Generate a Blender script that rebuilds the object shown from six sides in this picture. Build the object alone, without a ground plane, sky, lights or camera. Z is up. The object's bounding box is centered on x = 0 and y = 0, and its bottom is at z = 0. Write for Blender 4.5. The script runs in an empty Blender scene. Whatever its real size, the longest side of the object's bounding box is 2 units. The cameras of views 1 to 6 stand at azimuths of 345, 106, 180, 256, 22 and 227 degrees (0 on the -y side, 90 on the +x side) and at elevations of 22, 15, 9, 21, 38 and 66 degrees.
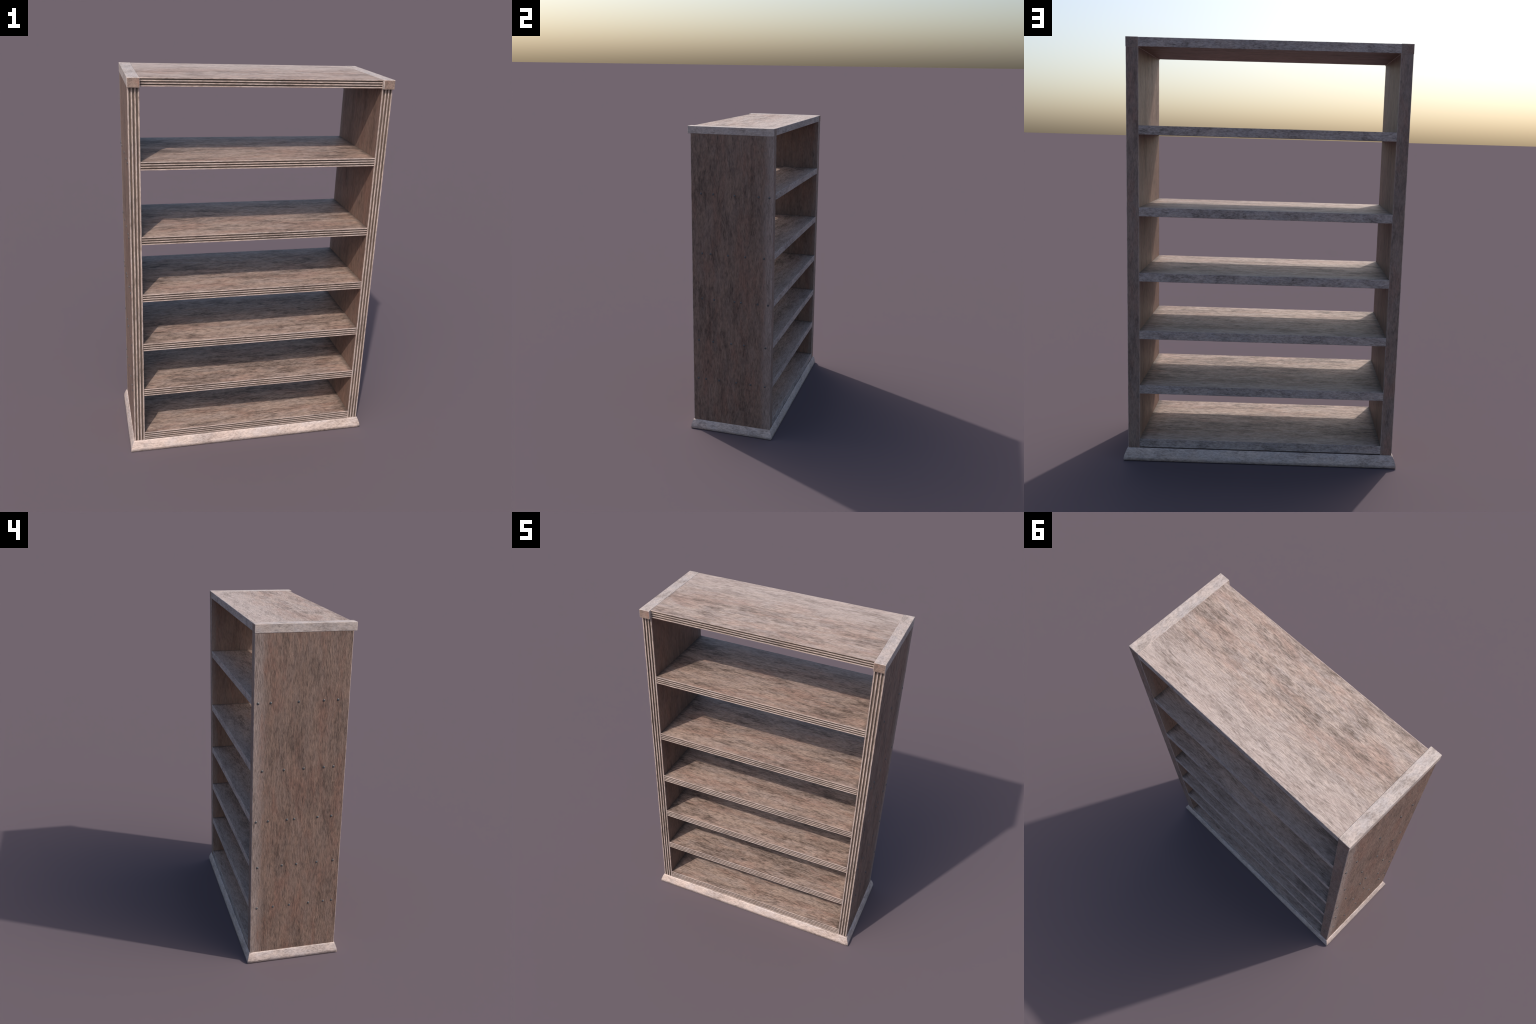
"""Weathered open wooden bookcase: two side panels, a top board held between two
square end beams, six shelves with reeded front edges, a bevelled plinth and
rows of nail heads on both sides."""
import bpy
import math
from mathutils import Vector, noise

# ------------------------------------------------------------------ sizes (m)
INNER = 0.5870            # half the clear width between the side panels
OUTER = 0.6428            # half the width over the side panels
FRONT, BACK = -0.2622, 0.2622
BEAM_FRONT = -0.2800      # the end beams stand proud of the front
BEAM_BOTTOM, TOP = 1.9550, 2.0000
BOARD_THICK = 0.0415
SHELF_TOPS = (1.6108, 1.2366, 0.9290, 0.6490, 0.3775, 0.1052)
PLINTH_TOP = 0.0606
GROOVE_DEPTH = 0.0055

# y positions of the nails driven into each shelf end, and their height below the shelf top
NAIL_ROWS = (
    (0.239, 0.171, 0.019, -0.119, -0.198),
    (0.210, 0.089, -0.023, -0.138, -0.194),
    (0.239, 0.171, 0.062, 0.020, -0.117, -0.198),
    (0.226, 0.083, -0.003, -0.125, -0.223),
    (0.225, 0.129, 0.031, -0.086, -0.177, -0.229),
)
NAIL_HEIGHTS = (1.591, 1.212, 0.913, 0.627, 0.3605)

FACE, RIDGE, GROOVE, EDGE, END, INSIDE = range(6)      # material slots of a board


# ------------------------------------------------------------------ materials
class Tree:
    """Small helper for building a node material."""

    def __init__(self, name):
        self.mat = bpy.data.materials.new(name)
        self.mat.use_nodes = True
        self.nt = self.mat.node_tree
        self.shader = self.nt.nodes["Principled BSDF"]

    def node(self, kind, **props):
        n = self.nt.nodes.new(kind)
        for k, v in props.items():
            setattr(n, k, v)
        return n

    def put(self, socket, value):
        if isinstance(value, bpy.types.NodeSocket):
            self.nt.links.new(value, socket)
        elif value is not None:
            socket.default_value = value

    def math(self, op, a, b=None, c=None, clamp=False):
        n = self.node("ShaderNodeMath", operation=op, use_clamp=clamp)
        for s, v in zip(n.inputs, (a, b, c)):
            self.put(s, v)
        return n.outputs[0]

    def vec(self, op, a, b):
        n = self.node("ShaderNodeVectorMath", operation=op)
        self.put(n.inputs[0], a)
        self.put(n.inputs[1], b)
        return n.outputs[0]

    def noise(self, vector, scale, detail=3.0, rough=0.55, distortion=0.0):
        n = self.node("ShaderNodeTexNoise")
        self.put(n.inputs["Vector"], vector)
        self.put(n.inputs["Scale"], scale)
        self.put(n.inputs["Detail"], detail)
        self.put(n.inputs["Roughness"], rough)
        self.put(n.inputs["Distortion"], distortion)
        return n.outputs[0]

    def step(self, value, lo, hi, out_lo=0.0, out_hi=1.0):
        n = self.node("ShaderNodeMapRange", interpolation_type="SMOOTHSTEP")
        for s, v in zip(n.inputs, (value, lo, hi, out_lo, out_hi)):
            self.put(s, v)
        return n.outputs[0]

    def mix(self, fac, a, b, blend="MIX"):
        n = self.node("ShaderNodeMix", data_type="RGBA", blend_type=blend)
        self.put(n.inputs[0], fac)
        for s, v in ((n.inputs[6], a), (n.inputs[7], b)):
            self.put(s, (*v, 1.0) if isinstance(v, tuple) and len(v) == 3 else v)
        return n.outputs[2]


def weathered_wood(name, axis, light, dark, red, seed, contrast=1.0, streak=1.0, bump=0.35,
                   back_band=None, band=(0.080, 0.022), band_mix=0.72, reddish=0.6, stretch=1.0, rough=0.50, end_shade_paint=False):
    """Greyed timber whose grain runs along `axis` (0, 1 or 2).

    light / dark / red are the three base colours; back_band = colour of a paler
    ragged band along the back edge of a panel."""
    t = Tree(name)
    obj = t.node("ShaderNodeTexCoord").outputs["Object"]
    info = t.node("ShaderNodeObjectInfo").outputs["Location"]
    shift = t.vec("MULTIPLY", info, (3.7, 5.3, 7.9))
    p = t.vec("ADD", t.vec("ADD", obj, shift), (seed * 1.7, seed * 2.3, seed * 3.1))

    def along(a, c):
        s = [c, c, c]
        s[axis] = a * stretch
        return t.vec("MULTIPLY", p, tuple(s))

    # a gentle wander keeps the grain from running dead straight
    wander = t.node("ShaderNodeTexNoise")
    t.put(wander.inputs["Vector"], along(2.2, 5.0))
    t.put(wander.inputs["Scale"], 1.0)
    t.put(wander.inputs["Detail"], 2.0)
    bend = t.vec("MULTIPLY", t.vec("SUBTRACT", wander.outputs["Color"], (0.5, 0.5, 0.5)), (0.022, 0.022, 0.022))
    p = t.vec("ADD", p, bend)

    fibre = t.noise(along(45, 320), 1.0, 3.0, 0.65)          # fine hair lines
    streaks = t.noise(along(44, 150), 1.0, 5.0, 0.70)        # short dark strokes
    smear = t.noise(along(14, 46), 1.0, 6.0, 0.72)           # hand-wide smears
    blotch = t.noise(along(4.2, 11.5), 1.0, 6.0, 0.68)       # stains
    warm = t.noise(t.vec("ADD", along(4.5, 13.0), (11.3, 4.1, 7.7)), 1.0, 5.0, 0.7)
    pits = t.noise(t.vec("ADD", along(26, 120), (3.1, 8.2, 1.4)), 1.0, 5.0, 0.65)
    pit_zone = t.noise(t.vec("ADD", along(4.0, 8.0), (5.5, 2.9, 9.1)), 1.0, 2.0, 0.5)

    # how dark each point is, 0 = pale and 1 = dark
    value = t.math("MULTIPLY", t.step(streaks, 0.42, 0.63), 0.36 * streak)
    value = t.math("MULTIPLY_ADD", t.step(smear, 0.42, 0.66), 0.32, value)
    value = t.math("MULTIPLY_ADD", t.step(blotch, 0.46, 0.68), 0.36, value)
    value = t.math("MULTIPLY_ADD", t.step(fibre, 0.38, 0.62), 0.24 * streak, value)
    value = t.math("MULTIPLY", value, contrast)
    pit = t.math("MULTIPLY", t.step(pits, 0.52, 0.70), t.math("MULTIPLY", t.step(pit_zone, 0.40, 0.62), t.step(blotch, 0.36, 0.58)))
    value = t.math("MULTIPLY", value, 1.0, clamp=True)

    redness = t.math("MULTIPLY", t.step(warm, 0.46, 0.66), reddish)
    cool = t.step(t.noise(t.vec("ADD", along(8.0, 22.0), (2.2, 6.3, 3.4)), 1.0, 5.0, 0.7), 0.42, 0.62)
    greyed = (light[0] * 0.86, light[1] * 0.91, light[2] * 0.98)
    colour = t.mix(redness, t.mix(t.math("MULTIPLY", cool, 0.8), light, greyed), red)
    if back_band is not None:
        y = t.node("ShaderNodeSeparateXYZ")
        t.put(y.inputs[0], obj)
        ragged = t.math("MULTIPLY_ADD", t.math("SUBTRACT", smear, 0.5), 0.10, y.outputs[1])
        ragged = t.math("MULTIPLY_ADD", t.math("SUBTRACT", blotch, 0.5), 0.12, ragged)
        ragged = t.math("MULTIPLY_ADD", t.math("SUBTRACT", streaks, 0.5), 0.05, ragged)
        worn = t.step(ragged, BACK - band[0], BACK - band[1])
        colour = t.mix(t.math("MULTIPLY", worn, band_mix), colour, back_band)
        value = t.math("MULTIPLY", value, t.math("MULTIPLY_ADD", worn, -0.30, 1.0))
    colour = t.mix(value, colour, dark)
    colour = t.mix(t.math("MULTIPLY", pit, 0.80 * contrast), colour, tuple(c * 0.70 for c in dark))
    if end_shade_paint:                                   # occlusion shadow painted into the colour where the board meets the side panels
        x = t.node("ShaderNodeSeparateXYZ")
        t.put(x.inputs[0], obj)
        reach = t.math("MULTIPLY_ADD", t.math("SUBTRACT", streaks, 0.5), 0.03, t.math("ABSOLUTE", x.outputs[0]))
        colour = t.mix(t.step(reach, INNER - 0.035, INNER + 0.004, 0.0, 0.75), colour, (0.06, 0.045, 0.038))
    t.put(t.shader.inputs["Base Color"], colour)
    t.put(t.shader.inputs["Roughness"], t.math("MULTIPLY_ADD", value, 0.15, rough))
    t.put(t.shader.inputs["Specular IOR Level"], 0.5)

    height = t.math("MULTIPLY_ADD", streaks, 1.0, t.math("MULTIPLY", fibre, 0.35))
    b = t.node("ShaderNodeBump")
    t.put(b.inputs["Strength"], bump)
    t.put(b.inputs["Distance"], 0.006)
    t.put(b.inputs["Height"], t.math("MULTIPLY", height, -1.0))
    t.put(t.shader.inputs["Normal"], b.outputs[0])
    return t.mat


def nail_metal():
    t = Tree("dull_nail_iron")
    obj = t.node("ShaderNodeTexCoord").outputs["Object"]
    info = t.node("ShaderNodeObjectInfo").outputs["Location"]
    grime = t.noise(t.vec("ADD", obj, info), 160.0, 3.0)
    t.put(t.shader.inputs["Base Color"], t.mix(t.step(grime, 0.35, 0.7), (0.125, 0.125, 0.127), (0.06, 0.058, 0.056)))
    t.put(t.shader.inputs["Metallic"], 0.35)
    t.put(t.shader.inputs["Roughness"], 0.42)
    return t.mat


# palette
PALE = (0.335, 0.255, 0.215)
UMBER = (0.100, 0.064, 0.048)
ROSE = (0.270, 0.172, 0.132)


def wood_set(prefix, axis, face, seed, inside=None):
    """The five looks of one kind of board: faces, ridges, grooves, rear edge, cut ends."""
    return [
        face,
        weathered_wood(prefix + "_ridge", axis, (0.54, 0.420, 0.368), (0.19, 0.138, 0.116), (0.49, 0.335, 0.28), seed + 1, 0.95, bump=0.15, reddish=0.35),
        weathered_wood(prefix + "_groove", axis, (0.150, 0.107, 0.083), (0.050, 0.037, 0.030), (0.150, 0.095, 0.070), seed + 2, 0.8, bump=0.1),  # colour darkened partly for the shadow and occlusion inside the grooves
        weathered_wood(prefix + "_rear_edge", axis, (0.52, 0.425, 0.385), (0.140, 0.108, 0.095), (0.42, 0.31, 0.27), seed + 3, 0.95, bump=0.3, reddish=0.3, stretch=1.4),
        weathered_wood(prefix + "_cut_end", axis, (0.31, 0.215, 0.172), (0.085, 0.058, 0.047), (0.31, 0.172, 0.130), seed + 4, 0.8, bump=0.3, reddish=0.8),
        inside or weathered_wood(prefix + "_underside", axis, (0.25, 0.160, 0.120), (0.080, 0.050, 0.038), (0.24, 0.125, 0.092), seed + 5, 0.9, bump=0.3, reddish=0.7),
    ]


def palette():
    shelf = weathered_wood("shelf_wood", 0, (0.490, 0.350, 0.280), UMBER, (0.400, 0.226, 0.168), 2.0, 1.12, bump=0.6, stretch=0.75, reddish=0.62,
                           back_band=(0.415, 0.345, 0.320), band=(0.130, 0.005), band_mix=0.8, end_shade_paint=True)
    top = weathered_wood("top_wood", 0, (0.570, 0.435, 0.362), (0.165, 0.116, 0.090), (0.470, 0.285, 0.215), 5.0, 1.05, bump=0.6, stretch=0.75, reddish=0.6,
                         back_band=(0.585, 0.480, 0.430), band=(0.30, 0.05))
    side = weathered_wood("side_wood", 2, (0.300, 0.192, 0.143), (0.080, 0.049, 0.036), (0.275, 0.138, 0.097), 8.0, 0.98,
                          bump=0.7, back_band=(0.42, 0.335, 0.298), reddish=0.7, streak=1.1, stretch=0.75)
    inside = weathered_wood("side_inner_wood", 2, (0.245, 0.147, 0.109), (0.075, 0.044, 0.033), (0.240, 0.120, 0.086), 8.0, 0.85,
                            bump=0.4, back_band=(0.30, 0.230, 0.200), band=(0.045, 0.01), reddish=0.7, stretch=0.7)
    beam = weathered_wood("beam_wood", 1, (0.610, 0.505, 0.448), (0.19, 0.148, 0.124), (0.53, 0.395, 0.335), 11.0, 0.75, bump=0.3, reddish=0.3, stretch=1.6)
    plinth = [weathered_wood("plinth_wood", a, (0.670, 0.535, 0.472), (0.21, 0.155, 0.130), (0.60, 0.43, 0.365), 14.0 + a, 0.85, bump=0.3, reddish=0.3, stretch=1.4) for a in (0, 1)]
    return {
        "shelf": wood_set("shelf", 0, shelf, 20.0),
        "top": wood_set("top", 0, top, 30.0),
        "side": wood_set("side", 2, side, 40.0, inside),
        "beam": wood_set("beam", 1, beam, 50.0),
        "plinth": plinth,
        "nail": nail_metal(),
    }


# ------------------------------------------------------------------ geometry
def reeded_profile(lo, hi, front, depth, ridges=4, ridge_share=0.54, nick=0.0008):
    """Front edge with `ridges` ribs and grooves between them, from lo to hi.
    Returns (across, y, slot of the facet that starts here)."""
    width = hi - lo
    groove = width * (1.0 - ridge_share) / (ridges - 1)
    rib = width * ridge_share / ridges
    pts = []
    for i in range(ridges):
        a = lo + i * (rib + groove)
        b = a + rib
        last = i == ridges - 1
        worn_lo, worn_hi = 2.8 if i == 0 else 1.0, 2.8 if last else 1.0       # outer corners are worn back further
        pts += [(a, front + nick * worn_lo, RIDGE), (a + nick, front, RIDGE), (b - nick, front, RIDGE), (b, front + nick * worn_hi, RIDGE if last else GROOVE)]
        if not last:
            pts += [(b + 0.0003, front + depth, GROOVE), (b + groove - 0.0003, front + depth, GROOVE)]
    return pts


def board_mesh(name, section, axis, start, end, step, mats, wobble, seed, centre, end_chamfer=0.0):
    """Sweep a closed section along x, y or z; its corners wander a little, as worn timber does.
    section: list of (u, v, slot); u, v are the two axes after `axis` in the order given by AXES."""
    order = {0: (1, 2), 1: (0, 2), 2: (0, 1)}[axis]
    count = max(2, int(round((end - start) / step)) + 1)
    n = len(section)
    verts, faces, slots = [], [], []
    stations = [(start + (end - start) * k / (count - 1), 1.0) for k in range(count)]
    if end_chamfer:
        stations[0], stations[-1] = (start + end_chamfer, 1.0), (end - end_chamfer, 1.0)
        stations = [(start, 0.0)] + stations + [(end, 0.0)]
        count += 2
    mid_u, mid_v = (sum(p[i] for p in section) / n for i in (0, 1))
    for w, full in stations:
        for u, v, _ in section:
            if not full:
                u -= math.copysign(end_chamfer, u - mid_u)
                v -= math.copysign(end_chamfer, v - mid_v)
            q = Vector((u * 12.0 + seed * 3.3, v * 12.0 - seed * 1.7, w * 23.0 + seed * 5.1))
            q2 = Vector((u * 40.0 - seed, v * 40.0 + seed * 2.0, w * 75.0))
            du = noise.noise(q) * wobble + noise.noise(q2) * wobble * 0.5
            dv = noise.noise(q + Vector((31.0, 17.0, 5.0))) * wobble + noise.noise(q2 + Vector((9.0, 3.0, 7.0))) * wobble * 0.5
            co = [0.0, 0.0, 0.0]
            co[axis], co[order[0]], co[order[1]] = w, u + du, v + dv
            verts.append(Vector(co) - Vector(centre))
    for k in range(count - 1):
        for i in range(n):
            j = (i + 1) % n
            faces.append((k * n + i, k * n + j, (k + 1) * n + j, (k + 1) * n + i))
            slots.append(section[i][2])
    faces.append(tuple(range(n)))
    faces.append(tuple(range((count - 1) * n, count * n)))
    slots += [END, END]
    mesh = bpy.data.meshes.new(name)
    mesh.from_pydata(verts, [], faces)
    for m in mats:
        mesh.materials.append(m)
    mesh.polygons.foreach_set("material_index", slots)
    import bmesh
    bm = bmesh.new()
    bm.from_mesh(mesh)
    bmesh.ops.recalc_face_normals(bm, faces=bm.faces)
    bm.to_mesh(mesh)
    bm.free()
    return mesh


def place(name, mesh, parent, location=(0, 0, 0)):
    ob = bpy.data.objects.new(name, mesh)
    ob.location = location
    ob.parent = parent
    bpy.context.scene.collection.objects.link(ob)
    return ob


def shelf_section(z_lo, z_hi, front, back):
    """(y, z) section: reeded front, softened rear corners."""
    c = 0.0016
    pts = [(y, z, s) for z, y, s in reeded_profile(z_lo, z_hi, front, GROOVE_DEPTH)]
    pts[-1] = (pts[-1][0], pts[-1][1], FACE)
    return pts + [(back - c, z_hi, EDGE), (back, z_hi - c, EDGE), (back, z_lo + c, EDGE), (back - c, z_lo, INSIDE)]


def panel_section(x_in, x_out, front, back):
    """(x, y) section of a side panel."""
    c = 0.0020 if x_out > x_in else -0.0020
    lo, hi = min(x_in, x_out), max(x_in, x_out)
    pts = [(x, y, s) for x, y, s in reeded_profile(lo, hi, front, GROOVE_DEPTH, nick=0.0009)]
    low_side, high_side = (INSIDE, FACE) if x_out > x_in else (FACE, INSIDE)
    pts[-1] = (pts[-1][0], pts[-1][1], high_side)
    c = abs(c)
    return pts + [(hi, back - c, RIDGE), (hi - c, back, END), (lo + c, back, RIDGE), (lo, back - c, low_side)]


def box_section(u0, u1, v0, v1, c, slots=(FACE,) * 4):
    """Rectangle with chamfered corners, slots in the order low-v, high-u, high-v, low-u."""
    return [(u0 + c, v0, slots[0]), (u1 - c, v0, FACE), (u1, v0 + c, slots[1]), (u1, v1 - c, FACE),
            (u1 - c, v1, slots[2]), (u0 + c, v1, FACE), (u0, v1 - c, slots[3]), (u0, v0 + c, FACE)]


def plinth_mesh(name, half_length, face_dist, along_x, sign, mats):
    """One mitred length of the sloping foot moulding. Its profile is (outward, height)."""
    profile = ((0.0002, PLINTH_TOP - 0.0008), (0.0024, PLINTH_TOP), (0.0056, 0.0535), (0.0100, 0.0415), (0.0140, 0.0285),
               (0.0168, 0.0175), (0.0186, 0.0012), (0.0060, 0.0))
    scale = (0.2802 - 0.2622) / 0.0186 if along_x else (0.6640 - OUTER) / 0.0186
    other = (0.6640 - OUTER) / 0.0186 if along_x else (0.2802 - 0.2622) / 0.0186
    count = int(half_length * 2 / 0.02) + 2
    n = len(profile)
    verts, faces = [], []
    for k in range(count):
        f = -1.0 + 2.0 * k / (count - 1)
        for o, h in profile:
            reach = half_length + o * other
            run = f * reach
            q = Vector((run * 22.0, o * 60.0 + sign * 7.0, h * 60.0 + (3.0 if along_x else 11.0)))
            fade = min(1.0, (1.0 - abs(f)) * 8.0)
            out = face_dist + o * scale + noise.noise(q) * 0.0006 * fade * (1.0 if 0.003 < o < 0.0183 else 0.0)
            verts.append((run, sign * out, h) if along_x else (sign * out, run, h))
    for k in range(count - 1):
        for i in range(n - 1):
            faces.append((k * n + i, k * n + i + 1, (k + 1) * n + i + 1, (k + 1) * n + i))
    # inner face, underside and top closed by a thick core behind the profile
    inner = face_dist - 0.020
    base = len(verts)
    for f in (-1.0, 1.0):
        for h in (PLINTH_TOP - 0.0008, 0.0):
            run = f * (half_length - 0.020)
            verts.append((run, sign * inner, h) if along_x else (sign * inner, run, h))
    last = (count - 1) * n
    faces += [(base, base + 1, base + 3, base + 2),
              tuple([base, base + 2] + [k * n for k in range(count - 1, -1, -1)]),
              tuple([base + 1, base + 3] + [k * n + n - 1 for k in range(count - 1, -1, -1)]),
              tuple([base] + list(range(0, n)) + [base + 1]),
              tuple([base + 2] + list(range(last, last + n)) + [base + 3])]
    mesh = bpy.data.meshes.new(name)
    mesh.from_pydata(verts, [], faces)
    mesh.materials.append(mats)
    import bmesh
    bm = bmesh.new()
    bm.from_mesh(mesh)
    bmesh.ops.recalc_face_normals(bm, faces=bm.faces)
    bm.to_mesh(mesh)
    bm.free()
    long_faces = (count - 1) * (n - 1)
    for i, poly in enumerate(mesh.polygons):
        poly.use_smooth = i < long_faces
    mesh.set_sharp_from_angle(angle=math.radians(125))
    return mesh


def nail_mesh(mat):
    """Low domed head lying in the yz plane, bulging along +x."""
    rings, sides, radius, rise = 4, 14, 0.0072, 0.0040
    verts, faces = [(rise, 0.0, 0.0)], []
    for r in range(1, rings + 1):
        a = r / rings * math.pi / 2
        for s in range(sides):
            b = s / sides * math.tau
            verts.append((rise * math.cos(a), radius * math.sin(a) * math.cos(b), radius * math.sin(a) * math.sin(b)))
    for s in range(sides):                     # short shank that sinks into the wood
        b = s / sides * math.tau
        verts.append((-0.004, radius * math.cos(b), radius * math.sin(b)))
    for s in range(sides):
        e = (s + 1) % sides
        faces.append((0, 1 + s, 1 + e))
        for r in range(rings):
            faces.append((1 + r * sides + s, 1 + (r + 1) * sides + s, 1 + (r + 1) * sides + e, 1 + r * sides + e))
    faces.append(tuple(1 + rings * sides + s for s in reversed(range(sides))))
    mesh = bpy.data.meshes.new("nail")
    mesh.from_pydata(verts, [], faces)
    mesh.materials.append(mat)
    mesh.polygons.foreach_set("use_smooth", [True] * len(mesh.polygons))
    return mesh


# ------------------------------------------------------------------ assembly
def build():
    mats = palette()
    case = bpy.data.objects.new("bookcase", None)
    case.empty_display_size = 0.2
    bpy.context.scene.collection.objects.link(case)
    case["label"] = "open weathered wooden bookcase with reeded edges and six shelves"
    case["category"] = "bookcase"

    # side panels with their nails
    nail = nail_mesh(mats["nail"])
    for sign in (-1, 1):
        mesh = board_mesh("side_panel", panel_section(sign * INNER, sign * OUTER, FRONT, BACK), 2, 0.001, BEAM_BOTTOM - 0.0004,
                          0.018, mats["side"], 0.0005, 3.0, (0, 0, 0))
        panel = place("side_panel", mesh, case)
        for row, z in zip(NAIL_ROWS, NAIL_HEIGHTS):
            for i, y in enumerate(row):
                head = place("nail", nail, panel, (sign * (OUTER - 0.0004), y, z))
                head.rotation_euler = (0.7 * i, 0, 0 if sign > 0 else math.pi)

    # end beams on top of the panels, running front to back
    for sign in (-1, 1):
        a, b = sorted((sign * INNER, sign * (OUTER + 0.0010)))
        mesh = board_mesh("end_beam", box_section(a, b, BEAM_BOTTOM, TOP, 0.0013), 1, BEAM_FRONT, BACK + 0.0004,
                          0.018, mats["beam"], 0.0004, 7.0 + sign, (sign * 0.615, 0, 1.9775), 0.0016)
        place("end_beam", mesh, case, (sign * 0.615, 0, 1.9775))

    # top board
    gap = 0.0004
    mesh = board_mesh("top_board", shelf_section(TOP - 0.0010 - BOARD_THICK, TOP - 0.0010, FRONT, BACK), 0, -INNER + gap, INNER - gap,
                      0.018, mats["top"], 0.0003, 12.0, (0, 0, TOP))
    place("top_board", mesh, case, (0, 0, TOP))

    # six shelves share one mesh
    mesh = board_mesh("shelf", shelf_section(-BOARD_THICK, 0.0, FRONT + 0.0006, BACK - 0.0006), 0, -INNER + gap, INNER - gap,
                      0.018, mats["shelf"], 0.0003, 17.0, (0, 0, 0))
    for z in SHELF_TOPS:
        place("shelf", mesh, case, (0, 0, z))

    # plinth moulding, mitred at the corners
    for sign in (-1, 1):
        place("plinth_moulding", plinth_mesh("plinth_moulding", OUTER, -FRONT, True, sign, mats["plinth"][0]), case)
        place("plinth_moulding", plinth_mesh("plinth_moulding", -FRONT, OUTER, False, sign, mats["plinth"][1]), case)


build()
